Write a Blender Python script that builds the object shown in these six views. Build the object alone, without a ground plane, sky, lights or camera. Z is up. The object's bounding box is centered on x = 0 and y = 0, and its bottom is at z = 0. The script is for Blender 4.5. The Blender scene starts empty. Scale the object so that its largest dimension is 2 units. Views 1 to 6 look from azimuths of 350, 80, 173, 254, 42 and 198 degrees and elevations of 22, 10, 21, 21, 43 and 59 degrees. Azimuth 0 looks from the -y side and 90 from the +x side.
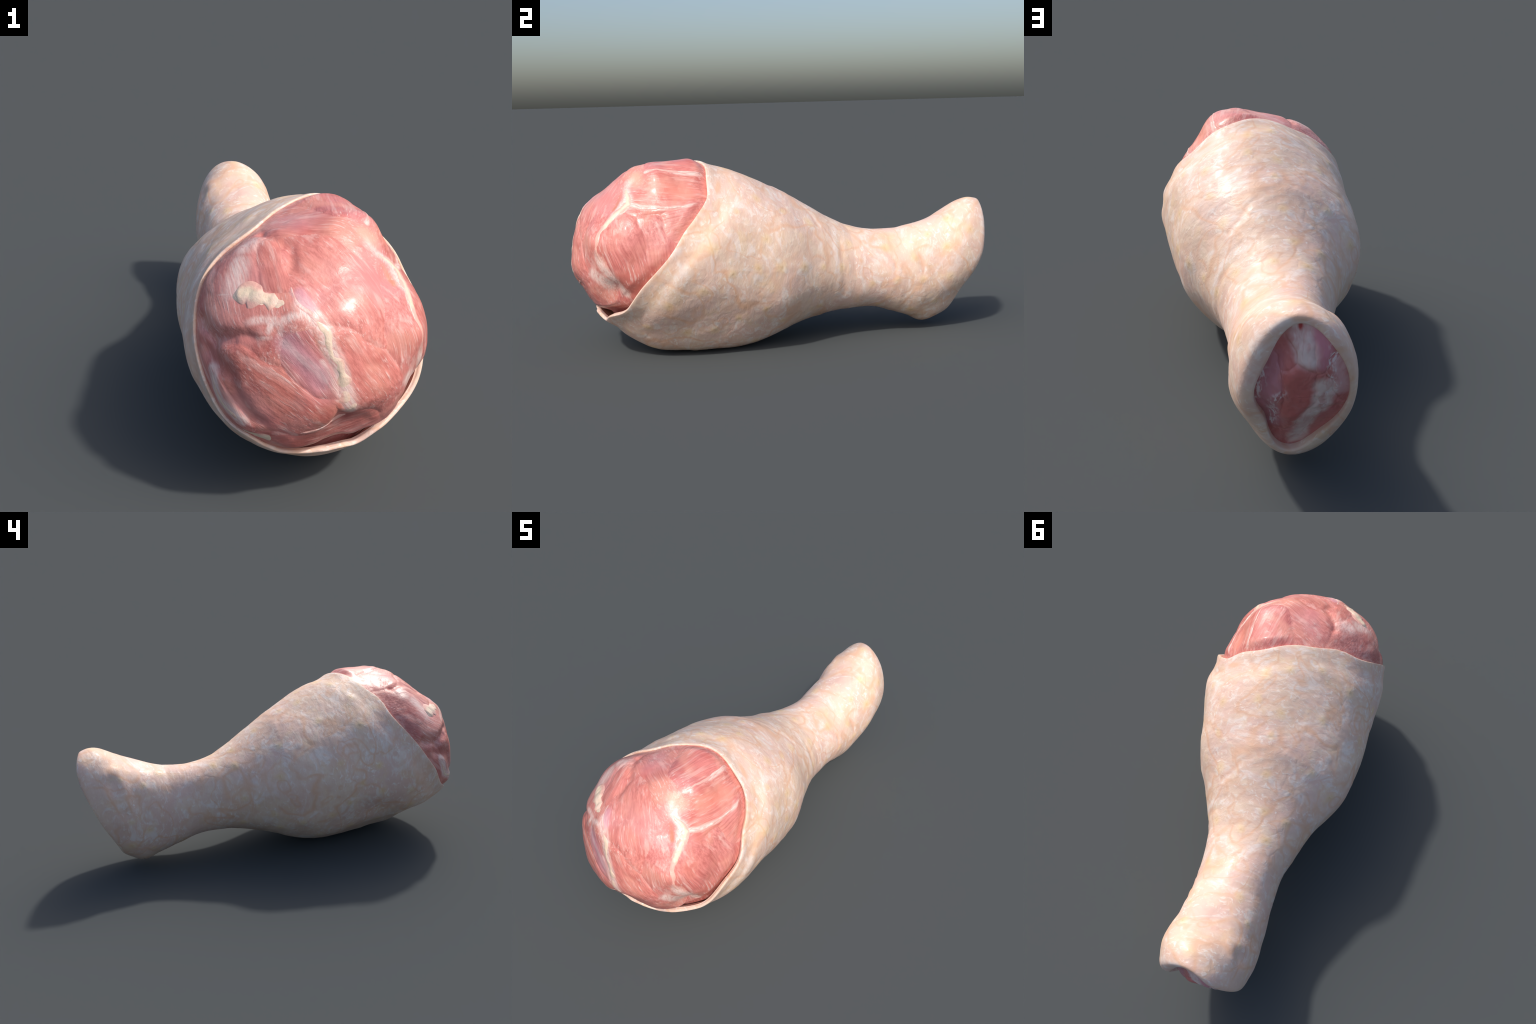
"""Raw chicken drumstick: a skin sleeve around a bundle of muscles, fat seams, cut shank end."""
import bpy, math, random
import numpy as np
from mathutils import Vector, Matrix
from mathutils.bvhtree import BVHTree

RNG = np.random.default_rng(7)

# ------------------------------------------------------------------ noise
def _hash(ix, iy, iz, k):
    h = (ix.astype(np.int64) * 374761393 + iy.astype(np.int64) * 668265263
         + iz.astype(np.int64) * 2147483647 + k * 1274126177) & 0xFFFFFFFF
    h = ((h ^ (h >> 13)) * 1274126177) & 0xFFFFFFFF
    h = ((h ^ (h >> 16)) * 2246822519) & 0xFFFFFFFF
    return ((h ^ (h >> 15)) & 0xFFFFFF) / float(0xFFFFFF) * 2 - 1

def noise(p, seed=0):
    """Smooth gradient-free value noise, about -1..1, p is (N,3)."""
    f = np.floor(p); t = p - f; t = t * t * t * (t * (t * 6 - 15) + 10)
    f = f.astype(np.int64); out = 0
    for a in (0, 1):
        for b in (0, 1):
            for c in (0, 1):
                w = (t[:, 0] if a else 1 - t[:, 0]) * (t[:, 1] if b else 1 - t[:, 1]) * (t[:, 2] if c else 1 - t[:, 2])
                out = out + w * _hash(f[:, 0] + a, f[:, 1] + b, f[:, 2] + c, seed)
    return out

def fbm(p, octaves=3, seed=0):
    v = 0; a = 1.0; q = p
    for o in range(octaves):
        v = v + a * noise(q, seed + o); q = q * 2.03 + 11.7; a *= .5
    return v

def smooth(x, a, b):
    t = np.clip((x - a) / (b - a), 0, 1)
    return t * t * (3 - 2 * t)

def hermite(xs, Y, x):
    xs = np.asarray(xs, float); Y = np.asarray(Y, float)
    dx = np.diff(xs); dl = np.diff(Y, axis=0) / dx[:, None]
    T = np.zeros_like(Y); T[0] = dl[0]; T[-1] = dl[-1]
    w = (dx[:-1] / (dx[:-1] + dx[1:]))[:, None]
    T[1:-1] = dl[:-1] * (1 - w) + dl[1:] * w
    i = np.clip(np.searchsorted(xs, x) - 1, 0, len(xs) - 2)
    h = dx[i]; t = np.clip((x - xs[i]) / h, 0, 1); t2 = t * t; t3 = t2 * t
    return ((2*t3 - 3*t2 + 1)[:, None] * Y[i] + ((t3 - 2*t2 + t) * h)[:, None] * T[i]
            + (-2*t3 + 3*t2)[:, None] * Y[i + 1] + ((t3 - t2) * h)[:, None] * T[i + 1])

def periodic(deg, table):
    """Smooth interpolation of {angle in degrees: value} around the circle."""
    ks = sorted(table); xs = [k - 360 for k in ks] + ks + [k + 360 for k in ks]
    ys = [[table[k]] for k in ks] * 3
    return hermite(xs, ys, np.mod(deg + 180, 360) - 180)[:, 0]

# ------------------------------------------------------------------ body shape
# Cross-sections along the leg: station s, then radii every 45 degrees from +x over the top.
SECTIONS = [
    (-1.00, [0.00, 0.00, 0.00, 0.00, 0.00, 0.00, 0.00, 0.00]),
    (-0.96, [.164, .172, .205, .187, .187, .169, .100, .100]),
    (-0.90, [.270, .280, .284, .285, .287, .270, .222, .230]),
    (-0.80, [.362, .372, .355, .343, .347, .336, .330, .330]),
    (-0.65, [.394, .420, .435, .392, .390, .364, .402, .418]),
    (-0.50, [.413, .436, .448, .382, .394, .371, .416, .426]),
    (-0.35, [.408, .430, .430, .374, .394, .386, .427, .412]),
    (-0.20, [.374, .394, .395, .366, .390, .396, .414, .396]),
    (-0.05, [.344, .333, .327, .338, .368, .356, .363, .352]),
    (0.10, [.274, .262, .263, .268, .288, .277, .287, .278]),
    (0.25, [.207, .199, .208, .231, .231, .217, .224, .223]),
    (0.40, [.176, .165, .174, .200, .200, .208, .204, .200]),
    (0.55, [.202, .180, .182, .213, .255, .258, .222, .220]),
    (0.70, [.262, .255, .230, .264, .330, .328, .272, .280]),
    (0.80, [.285, .292, .290, .308, .345, .350, .304, .276]),
    (0.88, [.275, .280, .290, .315, .345, .345, .300, .260]),
]
SEC_S = np.array([a for a, _ in SECTIONS]); SEC_Q = np.array([r for _, r in SECTIONS]) ** 2
_F = np.fft.rfft(SEC_Q, axis=1) / 8.0
COEF = np.concatenate([_F.real[:, :1], 2 * _F.real[:, 1:4], _F.real[:, 4:5], -2 * _F.imag[:, 1:4]], axis=1)
CEN_S = [-1, -.7, -.4, 0, .3, .55, .75, 1.0]
CEN_X = [-.02, -.02, -.01, -.02, -.02, .0, .0, .0]
CEN_Z = [.42, .43, .43, .40, .34, .32, .34, .37]

# local swellings and flats on the girth: station, angle, reach along, reach round (degrees), height
SWELLINGS = [(-.52, 108, .12, 18, -.014), (-.52, 143, .20, 22, .022), (-.65, -45, .16, 17, -.024), (-.42, -68, .25, 13, .018), (-.50, -106, .18, 13, .010),
             (-.56, 90, .10, 15, -.016), (-.53, 30, .07, 14, -.014), (-.50, -42, .14, 13, -.010), (-.48, -153, .16, 14, -.010), (-.69, 125, .08, 16, .018), (-.55, 2, .10, 15, .018), (-.40, 47, .09, 16, -.020), (-.38, -28, .14, 17, -.018),
             (-.18, 107, .12, 18, -.012), (-.05, 33, .08, 16, .009), (-.40, -134, .14, 16, .010), (-.13, -170, .12, 16, -.010), (.10, 173, .06, 20, .010),
             (-.74, -119, .09, 15, -.020), (-.84, 155, .09, 22, .008),
             (.78, 150, .12, 32, -.006), (.65, 40, .08, 24, -.014), (.80, 45, .14, 20, .008), (.80, -45, .16, 22, -.016)]

def radius(s, th):
    c = hermite(SEC_S, COEF, np.clip(s, -1, .88))
    b = np.stack([np.ones_like(th)] + [np.cos(k * th) for k in (1, 2, 3, 4)] + [np.sin(k * th) for k in (1, 2, 3)], -1)
    R = np.sqrt(np.maximum((c * b).sum(1), 0))
    for s0, a0, ds, da, h in SWELLINGS:
        dth = np.degrees(np.angle(np.exp(1j * (th - math.radians(a0)))))
        R = R + h * np.exp(-((s - s0) / ds) ** 2 - (dth / da) ** 2) * smooth(s, -1, -.9)
    return R

def squeeze(s): return 1 - .4 * smooth(s, .3, .75)       # the shank is taller than wide
def lean(s): return .33 * smooth(s, .3, .9)              # its end face leans back at the foot

def body(s, th, rho=1.0):
    s = np.asarray(s, float); th = np.asarray(th, float)
    R = radius(s, th) * rho
    x = np.interp(s, CEN_S, CEN_X) + squeeze(s) * R * np.cos(th)
    z = np.interp(s, CEN_S, CEN_Z) + R * np.sin(th)
    return np.stack([x, s + lean(s) * (z - .35), z], -1)

# where the skin stops at the thick end: angle round the leg -> station
RIM = {-165: -.83, -150: -.89, -135: -.905, -118: -.905, -90: -.885, -60: -.85, -40: -.815, -27: -.765, -11: -.705,
       6: -.60, 22: -.515, 32: -.45, 45: -.395, 60: -.38, 75: -.39, 90: -.435, 105: -.50, 120: -.535,
       135: -.57, 150: -.63, 165: -.71, 180: -.78}
# how far the skin stands off the meat below the rim
GAP = {-180: .000, -140: .000, -110: .010, -80: .034, -50: .040, -30: .024, -10: .016, 20: .012, 50: .010, 75: .000, 140: .000}
# cut end of the shank: share of the radius that is open, and how far the lip reaches
HOLE = {0: .66, 45: .62, 90: .84, 135: .79, 180: .82, -135: .75, -90: .87, -45: .65}
REACH = {0: .140, 45: .120, 90: .096, 135: .140, 180: .142, -135: .114, -90: .106, -45: .116}

def grid_mesh(name, P, closed=True, pole=False):
    """P is (rows, cols, 3); columns wrap when closed; pole collapses row 0 to a point."""
    n, m = P.shape[:2]
    V = P.reshape(-1, 3)
    i, j = np.meshgrid(np.arange(n - 1), np.arange(m if closed else m - 1), indexing='ij')
    k = (j + 1) % m
    F = np.stack([i * m + j, (i + 1) * m + j, (i + 1) * m + k, i * m + k], -1).reshape(-1, 4)
    return V, F

def normals_of(V, F):
    a = V[F[:, 2]] - V[F[:, 0]]; b = V[F[:, 3]] - V[F[:, 1]]
    fn = np.cross(a, b); N = np.zeros_like(V)
    for c in range(F.shape[1]): np.add.at(N, F[:, c], fn)
    return N / np.maximum(np.linalg.norm(N, axis=1, keepdims=True), 1e-12)

def new_object(name, V, F, mat, parent, normals=None):
    me = bpy.data.meshes.new(name)
    me.from_pydata(V.tolist(), [], F.tolist()); me.update()
    me.polygons.foreach_set('use_smooth', [True] * len(me.polygons))
    if normals is not None: me.normals_split_custom_set_from_vertices(normals.tolist())
    me.materials.append(mat)
    ob = bpy.data.objects.new(name, me); bpy.context.collection.objects.link(ob)
    ob.parent = parent
    return ob

# ------------------------------------------------------------------ polyline helpers
def catmull(pts, n):
    p = np.array(pts, float); d = np.r_[0, np.cumsum(np.linalg.norm(np.diff(p, axis=0), axis=1))]
    return hermite(d, p, np.linspace(0, d[-1], n))

def dist_polyline(V, pts):
    p = np.array(pts, float); best = np.full(len(V), 9.)
    for a, b in zip(p[:-1], p[1:]):
        ab = b - a; t = np.clip(((V - a) @ ab) / (ab @ ab), 0, 1)
        best = np.minimum(best, np.linalg.norm(V - a - t[:, None] * ab, axis=1))
    return best

# ------------------------------------------------------------------ node helper
class Nodes:
    def __init__(self, name):
        self.mat = bpy.data.materials.new(name); self.mat.use_nodes = True
        self.t = self.mat.node_tree; self.t.nodes.clear()
        self.out = self.t.nodes.new('ShaderNodeOutputMaterial')
        self.bsdf = self.t.nodes.new('ShaderNodeBsdfPrincipled')
        self.t.links.new(self.bsdf.outputs[0], self.out.inputs[0])
        self.co = self.t.nodes.new('ShaderNodeTexCoord').outputs['Object']
    def n(self, kind, ins=None, **attrs):
        nd = self.t.nodes.new('ShaderNode' + kind)
        for k, v in attrs.items(): setattr(nd, k, v)
        for k, v in (ins or {}).items(): self.put(nd.inputs[k], v)
        return nd
    def put(self, sock, v):
        if isinstance(v, bpy.types.NodeSocket): self.t.links.new(v, sock)
        else: sock.default_value = v
    def math(self, op, a, b=0.0, c=0.0, clamp=False):
        return self.n('Math', {0: a, 1: b, 2: c}, operation=op, use_clamp=clamp).outputs[0]
    def remap(self, v, a, b, lo=0.0, hi=1.0):
        return self.n('MapRange', {'Value': v, 'From Min': a, 'From Max': b, 'To Min': lo, 'To Max': hi},
                      interpolation_type='SMOOTHSTEP').outputs[0]
    def mix(self, f, a, b, blend='MIX'):
        nd = self.n('Mix', {}, data_type='RGBA', blend_type=blend)
        self.put(nd.inputs[0], f)
        self.put(nd.inputs[6], a if isinstance(a, bpy.types.NodeSocket) else (*a, 1))
        self.put(nd.inputs[7], b if isinstance(b, bpy.types.NodeSocket) else (*b, 1))
        return nd.outputs[2]
    def noise(self, vec, scale, detail=3, rough=.5, distortion=0.0):
        return self.n('TexNoise', {'Vector': vec, 'Scale': scale, 'Detail': detail, 'Roughness': rough,
                                   'Distortion': distortion}).outputs['Fac']
    def frame(self, direction, scale):
        e = Vector(direction).to_track_quat('X', 'Z').to_euler()
        nd = self.n('Mapping', {'Vector': self.co, 'Rotation': tuple(e), 'Scale': scale}, vector_type='TEXTURE')
        return nd.outputs[0]
    def warped(self, scale, amount):
        nz = self.n('TexNoise', {'Vector': self.co, 'Scale': scale, 'Detail': 2.0}).outputs['Color']
        a = self.n('VectorMath', {0: nz, 1: (.5, .5, .5)}, operation='SUBTRACT').outputs[0]
        b = self.n('VectorMath', {0: a, 'Scale': amount}, operation='SCALE').outputs[0]
        return self.n('VectorMath', {0: self.co, 1: b}, operation='ADD').outputs[0]
    def near_line(self, vec, pts, r0, r1):
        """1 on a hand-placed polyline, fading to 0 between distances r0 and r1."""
        best = None
        pts = [Vector(p) for p in pts]
        pairs = list(zip(pts[:-1], pts[1:])) or [(pts[0], pts[0] + Vector((.001, 0, 0)))]
        for a, b in pairs:
            ab = b - a
            ap = self.n('VectorMath', {0: vec, 1: tuple(a)}, operation='SUBTRACT').outputs[0]
            t = self.n('VectorMath', {0: ap, 1: tuple(ab / ab.length_squared)}, operation='DOT_PRODUCT').outputs['Value']
            t = self.math('ADD', t, 0.0, clamp=True)
            q = self.n('VectorMath', {0: tuple(ab), 'Scale': t}, operation='SCALE').outputs[0]
            d = self.n('VectorMath', {0: ap, 1: q}, operation='DISTANCE').outputs['Value']
            best = d if best is None else self.math('MINIMUM', best, d)
        return self.remap(best, r0, r1, 1.0, 0.0)
    def bump(self, h, strength, dist, normal=None):
        ins = {'Height': h, 'Strength': strength, 'Distance': dist}
        if normal is not None: ins['Normal'] = normal
        return self.n('Bump', ins).outputs[0]
    def finish(self, color, rough, normal=None, spec=.5, coat=0.0, sss=0.0):
        self.put(self.bsdf.inputs['Base Color'], color)
        self.put(self.bsdf.inputs['Roughness'], rough)
        self.bsdf.inputs['Specular IOR Level'].default_value = spec
        self.bsdf.inputs['Coat Weight'].default_value = coat
        self.bsdf.inputs['Coat Roughness'].default_value = .15
        if sss:
            self.bsdf.inputs['Subsurface Weight'].default_value = sss
            self.bsdf.inputs['Subsurface Radius'].default_value = (1, .4, .25)
            self.bsdf.inputs['Subsurface Scale'].default_value = .02
        if normal is not None: self.put(self.bsdf.inputs['Normal'], normal)
        return self.mat

# ------------------------------------------------------------------ root
root = bpy.data.objects.new('chicken_drumstick', None); bpy.context.collection.objects.link(root)
root["label"] = "raw chicken drumstick with pale skin and pink meat"
root["category"] = "raw chicken"

# ------------------------------------------------------------------ seams and muscles (control points)
SEAM_MAIN = [(-.12, -.83, .76), (-.11, -.90, .71), (-.07, -.94, .68), (-.04, -.96, .64), (-.03, -.97, .59), (0, -.99, .52), (.02, -1, .45), (.04, -1, .385)]
SEAM_SIDE = [(.16, -.72, .80), (.19, -.74, .775), (.25, -.74, .72), (.265, -.79, .68), (.265, -.84, .62), (.275, -.87, .53), (.295, -.85, .45), (.305, -.80, .37), (.30, -.76, .33)]
SEAM_BRANCH = [(.25, -.74, .72), (.28, -.67, .695), (.29, -.61, .695), (.305, -.52, .70), (.305, -.42, .72)]
SEAM_TOP = [(.17, -.65, .84), (.185, -.57, .84), (.195, -.49, .84), (.195, -.38, .83)]
FAT_PAD = [(-.28, -.78, .69), (-.24, -.81, .71), (-.20, -.85, .71), (-.16, -.88, .71)]
WEB = [(-.25, -.86, .635), (-.215, -.89, .665), (-.175, -.905, .655), (-.14, -.92, .685), (-.09, -.93, .685)]
WEB_TWIG = [(-.19, -.90, .665), (-.20, -.91, .63)]
LOW_FAT = [(-.355, -.82, .48), (-.345, -.84, .43), (-.335, -.86, .385), (-.28, -.92, .345)]
BASE_FAT = [(-.285, -.90, .30), (-.24, -.925, .285), (-.19, -.94, .28)]
FLOOR_FAT = [(-.12, -.96, .31), (-.04, -.975, .325), (.03, -.975, .345)]
CREASE_LEFT = [(-.38, -.71, .60), (-.34, -.81, .57), (-.28, -.88, .59), (-.25, -.90, .60)]
CREASE_LOW = [(-.36, -.80, .53), (-.34, -.84, .51), (-.30, -.90, .48), (-.23, -.95, .36)]
CREASE_TOP = [(-.16, -.61, .83), (-.09, -.73, .82), (-.10, -.81, .77)]
CREASE_SIDE = [(.29, -.63, .68), (.31, -.60, .63), (.32, -.57, .54)]

# muscle: axis polyline, extra girth, bulge height, colour tint
MUSCLES = [
    ([(-.05, -.78, .80), (.02, -.87, .71), (.09, -.93, .62)], .06, .010, (0.742, 0.261, 0.213)),
    ([(.03, -.97, .60), (.10, -.98, .47), (.17, -.95, .40)], .05, .012, (0.731, 0.244, 0.200)),
    ([(.20, -.90, .62), (.22, -.92, .52), (.25, -.89, .40)], .02, .006, (0.737, 0.258, 0.219)),
    ([(-.12, -.60, .86), (.02, -.65, .87), (.10, -.70, .84)], .03, .004, (0.731, 0.264, 0.213)),
    ([(-.15, -.70, .81), (-.145, -.80, .755)], .02, .012, (0.698, 0.242, 0.194)),
    ([(-.22, -.62, .80), (-.32, -.74, .68), (-.29, -.84, .64), (-.20, -.90, .62)], .06, .008, (0.720, 0.278, 0.227)),
    ([(-.16, -.94, .61), (-.10, -.97, .53), (-.05, -.99, .46)], .015, -.004, (0.676, 0.250, 0.230)),
    ([(-.29, -.90, .52), (-.20, -.95, .44), (-.08, -.98, .36)], .05, .010, (0.709, 0.244, 0.191)),
    ([(-.375, -.77, .52), (-.34, -.85, .45), (-.30, -.91, .36)], .01, .006, (0.676, 0.231, 0.194)),
    ([(-.14, -.95, .28), (.0, -.95, .29), (.08, -.94, .31)], .01, .004, (0.665, 0.217, 0.180)),
    ([(.30, -.77, .61), (.31, -.74, .50), (.31, -.72, .40)], .04, .010, (0.698, 0.228, 0.191)),
    ([(.305, -.64, .62), (.31, -.62, .53), (.32, -.62, .45)], .01, .003, (0.709, 0.253, 0.216)),
    ([(.245, -.67, .77), (.27, -.55, .76), (.275, -.38, .76)], .03, -.004, (0.753, 0.267, 0.213)),
    ([(.10, -.62, .875), (.13, -.50, .87), (.15, -.32, .86)], .03, .024, (0.720, 0.236, 0.200)),
    ([(.315, -.55, .64), (.335, -.42, .67)], .02, .004, (0.753, 0.278, 0.233)),
]

# ------------------------------------------------------------------ meat surface
NU, NT = 330, 540
th1 = np.linspace(-np.pi, np.pi, NT, endpoint=False)
deg1 = np.degrees(th1)
rim1 = periodic(deg1, RIM) + .010 * noise(np.stack([np.cos(th1) * 4, np.sin(th1) * 4, th1 * 0], -1), 3)
gap1 = periodic(deg1, GAP)

def arc_from_rim(P, S):
    """Signed distance along each column from the skin rim."""
    d = np.r_[np.zeros((1, P.shape[1])), np.cumsum(np.linalg.norm(np.diff(P, axis=0), axis=2), axis=0)]
    at = np.array([np.interp(rim1[j], S[:, j], d[:, j]) for j in range(P.shape[1])])
    return d - at[None]

u = np.linspace(0, 1, NU)[:, None]
S = -1 + (rim1[None] + .24 + 1) * u ** 2
TH = np.broadcast_to(th1[None], S.shape)
P = body(S.ravel(), TH.ravel()).reshape(NU, NT, 3)
arc = arc_from_rim(P, S)
V, F = grid_mesh('meat', P)
N = normals_of(V, F); N[:NT] = N[NT:2 * NT].mean(0) / np.linalg.norm(N[NT:2 * NT].mean(0))
sink = .004 * smooth(arc, -.05, .010) + gap1[None] * smooth(arc, -(.05 + 1.5 * gap1)[None], .0) * (1 - smooth(arc, .05, .12))
sink = sink + .012 * smooth(arc, .0, .04) + np.maximum(arc - .08, 0) * .12
V = V - N * sink.reshape(-1, 1)

# muscle cells: each point belongs to the nearest muscle axis
W = V + .022 * np.stack([fbm(V * 7, 2, 20), fbm(V * 7, 2, 30), fbm(V * 7, 2, 40)], -1)
D = np.stack([dist_polyline(W, ax) - g for ax, g, _, _ in MUSCLES], -1)
order = np.argsort(D, axis=1)
first = order[:, 0]
d1 = np.take_along_axis(D, order[:, :1], 1)[:, 0]; d2 = np.take_along_axis(D, order[:, 1:2], 1)[:, 0]
edge = d2 - d1
depth = .0035 * (.55 + .6 * np.clip(fbm(V * 5, 2, 50) + .5, 0, 1))
relief = -depth * np.exp(-(edge / .020) ** 1.3)
lift = np.zeros(len(V)); wsum = np.zeros(len(V))
for k, (_, _, h, _) in enumerate(MUSCLES):
    w = np.exp(-(D[:, k] - d1) / .045); lift += w * h; wsum += w
relief += lift / wsum - .006
relief += .0014 * fbm(V * 20, 2, 60) + .004 * fbm(V * 6, 2, 70)
for line, depth_, width_ in [(CREASE_LEFT, .018, .022), (CREASE_LOW, .014, .028), (CREASE_TOP, .012, .022), (CREASE_SIDE, .010, .02),
                             ([(.20, -.78, .75), (.225, -.80, .70)], .014, .018)]:
    relief -= depth_ * np.exp(-(dist_polyline(W, line) / width_) ** 2)
# the knobbly front: centre, reach, height
for c, r, h in [((.06, -.93, .69), .06, .004), ((.10, -.70, .85), .08, .018), ((.20, -.61, .83), .07, .026), ((-.02, -.86, .76), .07, -.010),
                ((.10, -.98, .42), .09, .004), ((-.31, -.80, .64), .09, .006), ((.26, -.52, .76), .05, -.010), ((.19, -.83, .71), .06, -.008),
                ((.26, -.88, .56), .07, .026), ((.29, -.81, .34), .085, -.046), ((.33, -.73, .48), .06, -.012), ((-.11, -.94, .67), .06, .012), ((-.26, -.92, .34), .07, .014),
                ((-.14, -.93, .26), .07, .010), ((.0, -.99, .40), .07, .004)]:
    relief += h * np.exp(-(np.linalg.norm(V - np.array(c), axis=1) / r) ** 2)
under = smooth(arc, -.06, .0).ravel()
relief = np.minimum(relief, 0) * (1 - .6 * under) + np.maximum(relief, 0) * (1 - under) - .001 * under
V = V + N * relief[:, None]
MN = normals_of(V, F); MN[:NT] = MN[NT:2 * NT].mean(0) / np.linalg.norm(MN[NT:2 * NT].mean(0))
MEAT_BVH = BVHTree.FromPolygons(V.tolist(), F.tolist())

# ------------------------------------------------------------------ materials: meat
def muscle_material(k, axis, tint):
    m = Nodes('muscle_%02d' % k)
    d = Vector(axis[-1]) - Vector(axis[0])
    warp = m.warped(3.0, .07)
    e = d.to_track_quat('X', 'Z').to_euler()
    fib = m.n('Mapping', {'Vector': warp, 'Rotation': tuple(e), 'Scale': (.30, .008, .008)}, vector_type='TEXTURE').outputs[0]
    fib2 = m.n('Mapping', {'Vector': warp, 'Rotation': tuple(e), 'Scale': (.075, .0065, .0065)}, vector_type='TEXTURE').outputs[0]
    fine = m.noise(fib, 1.0, 4, .6)
    streak = m.noise(fib2, 1.0, 4, .6)
    blot = m.noise(m.co, 6.0 + k * .3, 3)
    t = Vector((tint[0] * .94, tint[1] * .81, tint[2] * .83))
    col = m.mix(m.remap(fine, .32, .68), tuple(t * .80), tuple(Vector((min(1, t.x * 1.08), t.y * 1.28, t.z * 1.30))))
    col = m.mix(m.math('MULTIPLY', m.remap(blot, .42, .68), .55), col, (.78, .34, .255))
    col = m.mix(m.math('MULTIPLY', m.remap(m.noise(m.co, 9.0, 2), .50, .66), .60), col, (.54, .12, .10))
    col = m.mix(m.math('MULTIPLY', m.remap(m.noise(m.co, 4.3, 3), .48, .64), .5), col, (.70, .29, .285))
    col = m.mix(m.math('MULTIPLY', m.remap(m.noise(fib2, .25, 3), .52, .68), .45), col, (.84, .50, .44))
    patch = m.remap(m.noise(m.co, 7.0, 3), .42, .60)
    wisp = m.math('MULTIPLY', m.remap(streak, .52, .72), patch)
    col = m.mix(m.math('MULTIPLY', wisp, .55), col, (.92, .66, .60))
    # silvery fascia close to the seams
    silver = None
    for line, r0, r1 in SILVER:
        lo = np.array(line).min(0) - r1; hi = np.array(line).max(0) + r1
        if not np.any(np.all((V[first == k] > lo) & (V[first == k] < hi), axis=1)): continue
        s = m.near_line(warp, line, r0, r1)
        silver = s if silver is None else m.math('MAXIMUM', silver, s)
    if silver is not None:
        s = m.math('MULTIPLY', silver, m.remap(streak, .30, .58, .35, 1.0))
        col = m.mix(m.math('MULTIPLY', s, .85), col, (.90, .68, .61))
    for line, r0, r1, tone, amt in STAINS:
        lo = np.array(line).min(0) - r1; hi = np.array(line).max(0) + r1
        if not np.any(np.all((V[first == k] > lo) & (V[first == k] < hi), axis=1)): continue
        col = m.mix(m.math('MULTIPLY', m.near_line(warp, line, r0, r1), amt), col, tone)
    h = m.math('ADD', m.math('MULTIPLY', fine, .45), m.math('MULTIPLY', wisp, .25))
    nrm = m.bump(h, .35, .006)
    nrm = m.bump(m.noise(m.co, 38.0, 3, .6), .28, .007, nrm)
    rough = m.remap(m.noise(m.co, 14.0, 3), .3, .7, .30, .48)
    return m.finish(col, rough, nrm, .5, .12)

SILVER = [(SEAM_MAIN[1:], .010, .036), (SEAM_SIDE, .007, .030), (SEAM_BRANCH, .003, .018), ([(.235, -.735, .735), (.262, -.79, .68)], .010, .038), (SEAM_TOP, .003, .018), (WEB, .002, .022), (WEB_TWIG, .004, .016), ([(-.165, -.915, .66), (-.17, -.925, .625)], .003, .014), ([(-.25, -.90, .60), (-.20, -.93, .615)], .002, .012), ([(-.38, -.68, .655), (-.28, -.78, .69)], .001, .006), ([(.315, -.62, .62), (.32, -.60, .52)], .004, .02), ([(-.05, -.97, .545), (.0, -.995, .44)], .004, .016),
          (LOW_FAT, .012, .03), ([(.24, -.88, .42), (.28, -.83, .37)], .01, .045), ([(-.16, -.94, .60), (-.05, -.99, .50)], .004, .022),
          ([(-.25, -.70, .76), (-.28, -.76, .70)], .01, .05), ([(-.19, -.66, .80), (-.22, -.66, .79)], .01, .05)]
STAINS = [([(-.11, -.87, .735), (-.085, -.91, .70)], .008, .035, (.74, .38, .44), .6),  # mauve patch at the seam's upper end
          ([(-.15, -.94, .60), (-.07, -.985, .50)], .015, .06, (.60, .30, .36), .55),
          (CREASE_LEFT[1:], .004, .03, (.52, .17, .15), .6), (CREASE_LOW[:3], .006, .04, (.50, .14, .12), .6),  # crease darkness drawn in deep red, likewise the hole and creases below
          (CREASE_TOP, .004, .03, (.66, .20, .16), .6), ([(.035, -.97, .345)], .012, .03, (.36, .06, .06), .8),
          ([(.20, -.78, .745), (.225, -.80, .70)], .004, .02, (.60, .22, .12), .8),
          ([(.24, -.62, .775), (.26, -.48, .765)], .01, .05, (.84, .27, .20), .6),
          ([(.15, -.70, .82), (.20, -.70, .80)], .01, .05, (.86, .48, .34), .6)]

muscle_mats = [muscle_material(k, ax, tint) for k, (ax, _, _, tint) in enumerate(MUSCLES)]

# split the one smooth surface into its muscles
face_owner = np.array([np.bincount(first[f], minlength=len(MUSCLES)).argmax() for f in F])
for k in range(len(MUSCLES)):
    fk = F[face_owner == k]
    if len(fk) == 0: continue
    used, inv = np.unique(fk, return_inverse=True)
    new_object('muscle', V[used], inv.reshape(-1, 4), muscle_mats[k], root, MN[used])

# ------------------------------------------------------------------ fat, fascia and tendons lying on the meat
def tissue(name, base, alt, warm, scale, pts, wid, rough=.36):
    """Fat or fascia that thins out to pink towards the edge of its band."""
    m = Nodes(name)
    a = m.noise(m.co, scale, 4, .6); b = m.noise(m.co, scale * 3.1, 3, .6)
    col = m.mix(m.remap(a, .35, .65), base, alt)
    col = m.mix(m.math('MULTIPLY', m.remap(b, .52, .72), .55), col, warm)
    core = m.near_line(m.warped(30.0, .02), pts, wid * .35, wid * 1.1)
    col = m.mix(m.math('MULTIPLY', m.math('SUBTRACT', 1.0, core), .8), col, (.78, .38, .32))
    nrm = m.bump(m.math('ADD', a, m.math('MULTIPLY', b, .5)), .5, .008)
    return m.finish(col, rough, nrm, .5, .1)

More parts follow.
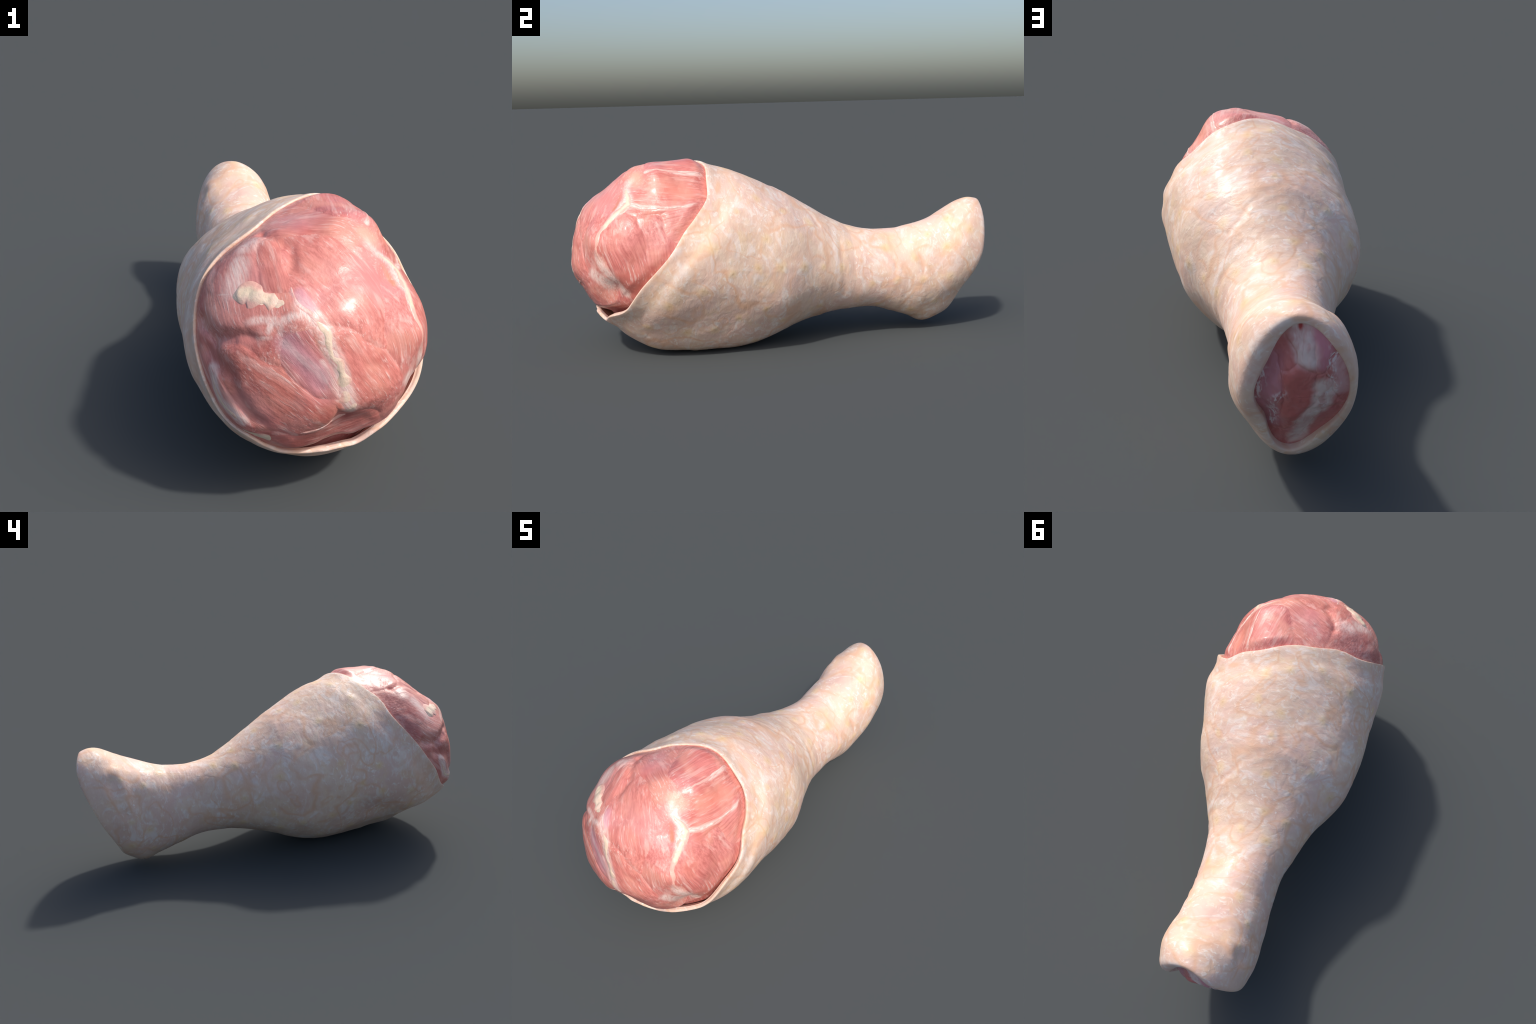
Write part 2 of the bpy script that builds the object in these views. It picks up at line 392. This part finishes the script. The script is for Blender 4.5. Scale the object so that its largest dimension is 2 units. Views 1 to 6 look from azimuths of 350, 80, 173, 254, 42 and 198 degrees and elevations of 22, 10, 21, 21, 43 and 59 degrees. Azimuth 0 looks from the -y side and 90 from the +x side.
FAT = ((.84, .67, .49), (.86, .62, .50), (.82, .52, .38), 18.0)
FASCIA = ((.88, .66, .58), (.84, .52, .47), (.92, .78, .72), 30.0)

def strip(name, pts, widths, height, mat, seed=0, ragged=.35, lumps=.3, steps=None):
    """A lens-shaped band of tissue that follows the meat surface under a control polyline."""
    L = np.linalg.norm(np.diff(np.array(pts), axis=0), axis=1).sum()
    n = steps or max(24, int(L / .005)); m = 17
    path = catmull(pts, n); wid = np.interp(np.linspace(0, 1, n), np.linspace(0, 1, len(widths)), widths)
    tang = np.gradient(path, axis=0); tang /= np.linalg.norm(tang, axis=1, keepdims=True)
    top = np.zeros((n, m, 3))
    for i in range(n):
        q, nn, _, _ = MEAT_BVH.find_nearest(Vector(path[i])); q = np.array(q); nn = np.array(nn)
        if nn @ (q - np.array([0, -.5, .45])) < 0: nn = -nn
        side = np.cross(nn, tang[i]); side /= np.linalg.norm(side)
        taper = min(1, math.sin(math.pi * min(max((i + .8) / (n + .6), 0), 1)) * 2.2) ** .6
        for j in range(m):
            x = j / (m - 1) * 2 - 1
            wl = wid[i] * taper * (1 + ragged * noise(np.array([[path[i][0] * 35, path[i][1] * 35 + (7 if x > 0 else 0), path[i][2] * 35]]), seed)[0])
            p = q + side * x * wl
            r, rn, _, _ = MEAT_BVH.find_nearest(Vector(p)); r = np.array(r)
            h = height * taper * (1 - x * x) ** .7 * (1 + lumps * fbm(np.array([p * 28]), 2, seed + 5)[0]) - .0025
            top[i, j] = r + nn * h
    low = top[:, ::-1] - 0
    for i in range(n):
        q = top[i].mean(0); low[i] = top[i, ::-1]
    c = np.array([0, -.5, .45])
    low = low - .012 * (low - c) / np.linalg.norm(low - c, axis=2, keepdims=True)
    Pn = np.concatenate([top, low], axis=1)
    Vs, Fs = grid_mesh(name, Pn)
    return new_object(name, Vs, Fs, tissue(name, *mat, [tuple(q) for q in catmull(pts, 8)], float(np.mean(widths))), root)

strip('fat_seam', SEAM_MAIN[2:], [.008, .016, .019, .022, .030, .032, .020], .0032, FAT, 1, .7, .7)
strip('fascia_band', SEAM_MAIN[:5], [.004, .008, .014, .012, .006], .003, FASCIA, 2)
strip('fat_seam', SEAM_SIDE[:7], [.004, .010, .026, .022, .014, .010, .007], .0035, FAT, 3, .5, .5)
strip('fascia_band', SEAM_SIDE[5:], [.004, .007, .008, .006], .002, FASCIA, 4, .6)
strip('fascia_band', SEAM_BRANCH, [.014, .008, .007, .004, .003], .004, FASCIA, 5, .5)
strip('fascia_band', SEAM_TOP, [.007, .009, .007, .008], .004, FASCIA, 6, .9)
strip('fascia_band', WEB, [.006, .011, .011, .007], .002, FASCIA, 7, .8)
strip('fascia_band', WEB_TWIG, [.010, .004], .003, FASCIA, 8, .8)
strip('fat_seam', LOW_FAT, [.005, .011, .017, .008], .003, FAT, 9, .7)
strip('fat_seam', BASE_FAT, [.010, .026, .024], .0035, FAT, 10, .6)
strip('fascia_band', FLOOR_FAT, [.004, .008, .010], .004, FASCIA, 11, .7)

def lump_patch(name, pts, count, spread, size, height, mat, seed):
    """A clump of small fat lobules, each a low dome resting on the meat."""
    rg = np.random.default_rng(seed); path = catmull(pts, count)
    Vl, Fl, base = [], [], 0
    for i in range(count):
        c = path[i] + rg.normal(0, spread, 3)
        q, nn, _, _ = MEAT_BVH.find_nearest(Vector(c)); q = np.array(q); nn = np.array(nn)
        t1 = np.cross(nn, [.3, .5, .8]); t1 /= np.linalg.norm(t1); t2 = np.cross(nn, t1)
        r0 = size * rg.uniform(.75, 1.25); h0 = height * rg.uniform(.7, 1.2); st = rg.uniform(.75, 1.3)
        n, m_ = 14, 36
        G = np.zeros((n, m_, 3))
        for a in range(n):
            for b in range(m_):
                ang = 2 * math.pi * b / m_; rad = a / (n - 1)
                wob = 1 + .28 * noise(np.array([[math.cos(ang) * 1.6 + i * 9, math.sin(ang) * 1.6, seed]]), 3)[0]
                p = q + (t1 * math.cos(ang) * st + t2 * math.sin(ang) / st) * r0 * rad * wob
                r, _, _, _ = MEAT_BVH.find_nearest(Vector(p))
                hh = h0 * math.sqrt(max(0, 1 - rad ** 2.4)) * (1 + .22 * noise(np.array([p * 45]), seed)[0]) - .003
                G[a, b] = np.array(r) + nn * hh
        v, f = grid_mesh(name, G)
        Vl.append(v); Fl.append(f[:, ::-1] + base); base += len(v)
    return new_object(name, np.vstack(Vl), np.vstack(Fl), tissue(name, *mat, [tuple(p) for p in path], .06), root)

strip('fat_pad', FAT_PAD, [.024, .036, .032, .030], .0075, FAT, 12, .5, .35, 60)
lump_patch('fat_pad', FAT_PAD[1:], 3, .003, .024, .0045, FAT, 12)
lump_patch('fat_pad', [(.01, -1, .46), (.03, -1, .42), (.04, -1, .39)], 3, .004, .024, .0035, FAT, 13)


# ------------------------------------------------------------------ skin
NO = 400
thick = .013 + .006 * np.exp(-((deg1 + 70) / 38) ** 2) + .003 * np.exp(-((deg1 - 20) / 40) ** 2)
so = rim1[None] + (.80 - rim1[None]) * np.linspace(0, 1, NO)[:, None]
Po = body(so.ravel(), np.broadcast_to(th1, so.shape).ravel()).reshape(NO, NT, 3)
Vo, Fo = grid_mesh('o', Po); No = normals_of(Vo, Fo).reshape(NO, NT, 3)
arco = arc_from_rim(Po, so)
hole = periodic(deg1, HOLE); reach = periodic(deg1, REACH)

# creases and dents of the skin, as control polylines on the surface: line, depth, width
SKIN_FOLDS = []

def skin_relief(Vx, Nx):
    h = .0045 * fbm(Vx * 5.0, 2, 101)
    W2 = Vx + .03 * np.stack([noise(Vx * 9, 110), noise(Vx * 9, 111), noise(Vx * 9, 112)], -1)
    peb = fbm(W2 * np.array([34, 46, 34]), 3, 120)
    h += .0002 * peb + .0007 * fbm(W2 * np.array([15, 18, 15]), 2, 125)
    wr = 1 - np.abs(fbm(W2 * np.array([14, 22, 14]), 2, 130)) * 2.2
    h -= .0004 * np.clip(wr - .55, 0, 1) / .45
    for line, dpt, wdt in SKIN_FOLDS:
        dd = dist_polyline(W2 * .35 + Vx * .65, line)
        h -= .6 * dpt * (np.exp(-(dd / wdt) ** 2) - .45 * np.exp(-((dd - 2.2 * wdt) / (1.2 * wdt)) ** 2))
    for c, r, a in FOLLICLES:
        m_ = np.abs(Vx[:, 1] - c[1]) < 2.5 * r
        dd = np.linalg.norm(Vx[m_] - c, axis=1)
        h[m_] += a * np.exp(-(dd / r) ** 2) - .5 * a * np.exp(-(np.linalg.norm(Vx[m_] - c - np.array([0, .25 * r, -.3 * r]), axis=1) / (.28 * r)) ** 2)
    return h

# feather follicles scattered over the skin with a minimum spacing
FOLLICLES = []
tries = 0
while len(FOLLICLES) < 96 and tries < 6000:
    tries += 1
    s_ = RNG.uniform(-.85, .86); t_ = RNG.uniform(-np.pi, np.pi)
    if s_ < periodic(np.array([np.degrees(t_)]), RIM)[0] + .07: continue
    if RNG.uniform() > radius(np.array([s_]), np.array([t_]))[0] / .42: continue
    c = body(np.array([s_]), np.array([t_]))[0]
    if all(np.linalg.norm(c - f[0]) > .105 for f in FOLLICLES):
        FOLLICLES.append((c, RNG.uniform(.018, .032), RNG.uniform(.001, .0026)))

SKIN_FOLDS += [
    ([(.10, .27, .56), (.16, .24, .48), (.19, .22, .38), (.17, .24, .24)], .003, .016),
    ([(-.20, .00, .68), (-.08, -.02, .72), (.06, .06, .68), (.15, .12, .56)], .002, .014),
    ([(.16, -.36, .84), (.08, -.22, .84), (-.02, -.10, .78), (-.10, -.02, .70)], .002, .014),
    ([(.30, -.34, .72), (.34, -.36, .60), (.36, -.44, .52)], .006, .022),
    ([(-.14, .86, .50), (-.16, .81, .36), (-.12, .74, .20), (-.06, .70, .10)], .026, .024),
    ([(.26, -.28, .18), (.24, -.18, .16)], .014, .07),
    ([(.11, .60, .52), (.155, .62, .42), (.15, .64, .30)], .004, .012),
    ([(.12, .47, .44), (.15, .50, .36), (.13, .50, .28)], .004, .012),
    ([(-.30, -.05, .62), (-.34, -.02, .46), (-.30, .04, .30)], .003, .014),
]

roll = (.75 + .6 * np.exp(-((deg1 - 15) / 45) ** 2) + .7 * np.exp(-((deg1 + 70) / 38) ** 2) + .20 * noise(np.stack([np.cos(th1) * 5, np.sin(th1) * 5, th1 * 0], -1), 9))[None]
lip = roll * (.007 * np.exp(-(arco / .030) ** 2) - .004 * np.exp(-((arco - .085) / .035) ** 2))
outer = Po + No * lip[..., None]
rel = skin_relief(outer.reshape(-1, 3), No.reshape(-1, 3)).reshape(NO, NT) * (.25 + .75 * smooth(arco, 0, .06))
outer = outer + No * rel[..., None]

# rounded front lip and the inner face
nl, ni = 10, 26
lip_rows = []
tng = outer[0] - outer[6]; tng /= np.linalg.norm(tng, axis=1, keepdims=True)
mid = outer[0] - No[0] * (thick / 2)[:, None]
for a in np.linspace(np.pi, 0, nl + 2)[1:-1]:
    lip_rows.append(mid + (No[0] * math.cos(a) + tng * math.sin(a) * .8) * (thick / 2)[:, None])
lip_rows = np.array(lip_rows)
idx = (np.linspace(1, 0, ni) ** 1.3 * 60).astype(int)
inner = np.array([outer[i] - No[i] * (thick + .0)[:, None] - (No[i] * (rel[i] + lip[i] * .5)[:, None]) for i in idx])

# domed tail end turning in to the opening
nt = 46
tail_rows = []
for a in np.linspace(0, np.pi / 2, nt)[1:]:
    s_ = .80 + reach * np.sin(a) ** .9
    rho = hole + (1 - hole) * np.cos(a) ** .6
    tail_rows.append(body(s_, th1, rho))
for a in np.linspace(0, 1, 14)[1:]:
    s_ = .80 + reach - .10 * a
    tail_rows.append(body(s_, th1, hole * (1 - .05 * math.sin(math.pi * min(1, a * 1.0)) - .0 * a)))
tail = np.array(tail_rows)
joint = np.concatenate([outer[-1:], tail])
Vt, Ft = grid_mesh('t', joint); Nt = normals_of(Vt, Ft).reshape(joint.shape)
relt = skin_relief(joint.reshape(-1, 3), None).reshape(joint.shape[:2])
fade = np.r_[np.linspace(1, .35, nt), np.full(13, .2)][:, None]
tail = joint[1:] + (Nt * ((relt * fade)[..., None]))[1:]
# carry the relief of the last outer row over smoothly
base_tail = tail

Pall = np.concatenate([inner, lip_rows, outer, base_tail])
Vs, Fs = grid_mesh('skin', Pall)

# ------------------------------------------------------------------ skin material
def skin_material():
    m = Nodes('skin')
    warp = m.warped(10.0, .05)
    big = m.noise(m.co, 3.2, 3); mid_ = m.noise(warp, 13.0, 4, .6)
    col = m.mix(m.remap(big, .35, .65), (.82, .60, .46), (.81, .55, .46))
    col = m.mix(m.math('MULTIPLY', m.remap(mid_, .46, .64), .6), col, (.87, .68, .52))
    col = m.mix(m.math('MULTIPLY', m.remap(m.noise(warp, 10.0, 4, .6), .52, .66), .45), col, (.82, .55, .33))
    marb = m.noise(m.n('Mapping', {'Vector': m.warped(5.0, .12), 'Scale': (1, 1.5, 1)}).outputs[0], 7.5, 4, .62, 1.4)
    col = m.mix(m.math('MULTIPLY', m.remap(marb, .50, .64), .80), col, (.88, .745, .67))
    col = m.mix(m.math('MULTIPLY', m.remap(m.noise(m.co, 9.0, 3, .6), .48, .62), .35), col, (.76, .51, .43))
    # yellow stains at the follicles
    best = None
    for c, r, _ in FOLLICLES:
        d = m.n('VectorMath', {0: m.warped_fine, 1: tuple(c)}, operation='DISTANCE').outputs['Value'] if hasattr(m, 'warped_fine') else \
            m.n('VectorMath', {0: warp_f(m), 1: tuple(c)}, operation='DISTANCE').outputs['Value']
        d = m.math('DIVIDE', d, float(r))
        best = d if best is None else m.math('MINIMUM', best, d)
    yl = m.remap(best, .10, 1.35, 1.0, 0.0)
    st = m.n('Mapping', {'Vector': warp, 'Scale': (1, 1.6, 1)}).outputs[0]
    fl = m.noise(st, 34.0, 4, .62, .8)
    # plump pebbles with pinker furrows between them
    vor = m.n('TexVoronoi', {'Vector': st, 'Scale': 24.0, 'Randomness': 1.0, 'Smoothness': .6}, feature='SMOOTH_F1').outputs['Distance']
    furrow = m.math('MULTIPLY', m.remap(vor, .42, .75), m.remap(m.noise(m.co, 5.0, 2), .35, .6, .2, 1.0))
    col = m.mix(m.math('MULTIPLY', furrow, .42), col, (.79, .49, .37))
    # wet highlights baked into the skin colour as whitish specks
    patch = m.remap(m.noise(m.co, 7.0, 2), .35, .62, .2, 1.0)
    fleck = m.math('MULTIPLY', m.remap(fl, .53, .66), patch)
    col = m.mix(m.math('MULTIPLY', fleck, .72), col, (.94, .83, .75))
    ve = m.noise(m.warped(8.0, .03), 3.4, 2, .45, .5)
    line = m.remap(m.math('ABSOLUTE', m.math('SUBTRACT', ve, .5)), .0, .030, 1.0, 0.0)
    ve2 = m.noise(m.warped(9.0, .03), 4.8, 2, .45, .5)
    line = m.math('MAXIMUM', line, m.remap(m.math('ABSOLUTE', m.math('SUBTRACT', ve2, .47)), .0, .026, .8, 0.0))
    col = m.mix(m.math('MULTIPLY', line, m.remap(m.noise(m.co, 4.0, 2), .36, .52, .18, .66)), col, (.79, .45, .28))
    for fold, _, w_ in SKIN_FOLDS:
        if w_ < .025: col = m.mix(m.math('MULTIPLY', m.near_line(warp, fold, .001, .018), .55), col, (.78, .44, .30))
    fine = m.noise(st, 95.0, 3, .6)
    col = m.mix(m.math('MULTIPLY', m.remap(fine, .45, .7), .14), col, (.74, .48, .35))
    col = m.mix(m.math('MULTIPLY', yl, .50), col, (.85, .60, .31))
    pit = m.remap(best, .0, .30, 1.0, 0.0)
    col = m.mix(m.math('MULTIPLY', pit, .35), col, (.68, .40, .17))
    h = m.math('ADD', m.math('MULTIPLY', fl, .9), m.math('MULTIPLY', fine, .4))
    h = m.math('SUBTRACT', h, m.math('MULTIPLY', vor, .8))
    nrm = m.bump(h, .22, .007)
    rough = m.remap(m.noise(m.co, 11.0, 3), .3, .7, .40, .60)
    return m.finish(col, rough, nrm, .45, .04)

def warp_f(m):
    m.warped_fine = m.warped(26.0, .022)
    return m.warped_fine

MAT_SKIN = skin_material()
skin = new_object('skin', Vs, Fs, MAT_SKIN, root)

# ------------------------------------------------------------------ cut end of the shank
CUT_LOBES = [  # axis in (x, z), girth, bulge, tint
    ([(-.007, .444), (-.029, .346), (.005, .242)], .012, .010, (.60, .16, .14)),
    ([(.039, .573), (.016, .474)], .006, .000, (.62, .19, .18)),
    ([(.066, .474), (.071, .326), (.042, .234)], .012, .006, (.58, .24, .28)),
    ([(-.058, .599), (-.07, .493)], .006, .012, (.66, .26, .33)),
    ([(-.129, .492), (-.137, .388)], .006, .010, (.74, .42, .42)),
    ([(-.112, .268), (-.078, .169)], .006, .004, (.62, .20, .19)),
    ([(-.009, .636), (-.008, .561), (-.035, .493)], .012, .012, (.86, .70, .66)),
    ([(-.093, .40), (-.093, .322), (-.05, .245), (-.042, .145)], .008, .010, (.84, .66, .60)),
]
NR = 90
rr = np.linspace(0, 1.08, NR)[:, None]
rho1 = rr * hole[None]
recess = periodic(deg1, {0: .034, 45: .030, 90: .012, 135: .004, 180: .012, -135: .024, -90: .034, -45: .034})
edge_s = (.80 + reach - recess)[None]
mid_s = .942
mid_c = mid_s - .02 * np.exp(-((deg1 + 90) / 60) ** 2)[None] * rr
sC = mid_c + (edge_s - mid_c) * smooth(rr, .25, .95)
PC = body(sC.ravel(), np.broadcast_to(th1, sC.shape).ravel(), rho1.ravel())
VC, FC = grid_mesh('cut', PC.reshape(NR, NT, 3)); NC = normals_of(VC, FC)
if NC[:, 1].mean() < 0: NC = -NC; FC = FC[:, ::-1]
NC[:NT] = NC[NT:2 * NT].mean(0)
flat = np.stack([VC[:, 0], VC[:, 0] * 0, VC[:, 2]], -1)
WC = flat + .010 * np.stack([fbm(VC * 18, 2, 220), VC[:, 0] * 0, fbm(VC * 18, 2, 230)], -1)
DC = np.stack([dist_polyline(WC, [(a, 0, b) for a, b in ax]) - g for ax, g, _, _ in CUT_LOBES], -1)
oC = np.argsort(DC, axis=1)
e1 = np.take_along_axis(DC, oC[:, :1], 1)[:, 0]; e2 = np.take_along_axis(DC, oC[:, 1:2], 1)[:, 0]
rC = -.005 * np.exp(-(e2 - e1) / .010)
lw = np.zeros(len(VC)); lv = np.zeros(len(VC))
for k, (_, _, h, _) in enumerate(CUT_LOBES):
    w = np.exp(-(DC[:, k] - e1) / .014); lv += w * h; lw += w
VC = VC + NC * ((rC + lv / lw + .0015 * fbm(VC * 40, 2, 240)) * (1 - .8 * smooth(np.repeat(rr[:, 0], NT), .8, 1.0)))[:, None]
fC = oC[:, 0]
NC = normals_of(VC, FC); NC[:NT] = NC[NT:2 * NT].mean(0)

def cut_material():
    m = Nodes('shank_flesh')
    warp = m.warped(16.0, .045)
    face = m.n('Mapping', {'Vector': warp, 'Scale': (1, 0, 1)}).outputs[0]
    fib = m.n('Mapping', {'Vector': warp, 'Rotation': (0, .12, 0), 'Scale': (14, 14, 3.5)}).outputs[0]
    fine = m.noise(fib, 6.0, 4, .6); blot = m.noise(m.co, 16.0, 3); wob = m.noise(fib, 2.2, 3, .6)
    col = m.mix(m.remap(fine, .35, .68), (.52, .15, .14), (.66, .24, .22))
    for axis, girth, _, tint in CUT_LOBES:
        pale = tint[1] > .4
        mask = m.near_line(face, [(a, 0, b) for a, b in axis], .012 + girth * .3, .050 if not pale else .036 + girth)
        mask = m.math('MULTIPLY', mask, m.remap(wob, .30, .55, .45 if pale else .6, 1.0))
        col = m.mix(m.math('MULTIPLY', mask, .9), col, tint)
    col = m.mix(m.math('MULTIPLY', m.remap(blot, .52, .7), .35), col, (.62, .26, .25))
    for streak_ in ([(-.103, .56), (-.099, .472), (-.125, .409), (-.093, .322)], [(.081, .437), (.096, .335)], [(.029, .373), (.049, .316), (.040, .206)]):
        mask = m.near_line(face, [(a, 0, b) for a, b in streak_], .002, .022)
        col = m.mix(m.math('MULTIPLY', mask, m.remap(fine, .46, .62)), col, (.84, .72, .72))
    col = m.mix(m.near_line(face, [(-.010, 0, .600), (-.013, 0, .585)], .003, .013), col, (.50, .06, .06))
    return m.finish(col, .34, m.bump(fine, .35, .006), .5, .1)

mat_cut = cut_material()
owner = np.array([np.bincount(fC[f], minlength=len(CUT_LOBES)).argmax() for f in FC])
for k in range(len(CUT_LOBES)):
    fk = FC[owner == k]
    if len(fk) == 0: continue
    used, inv = np.unique(fk, return_inverse=True)
    new_object('tendon' if k >= 6 else 'shank_flesh', VC[used], inv.reshape(-1, 4), mat_cut, root, NC[used])

# sit on the ground, centred
bpy.context.view_layer.update()
allv = np.vstack([V, Vs, VC])
print('extent', allv.min(0).round(3), allv.max(0).round(3))
shift = -(allv.min(0) + allv.max(0)) / 2; shift[2] = -allv.min(0)[2]
print('shift', shift.round(4))
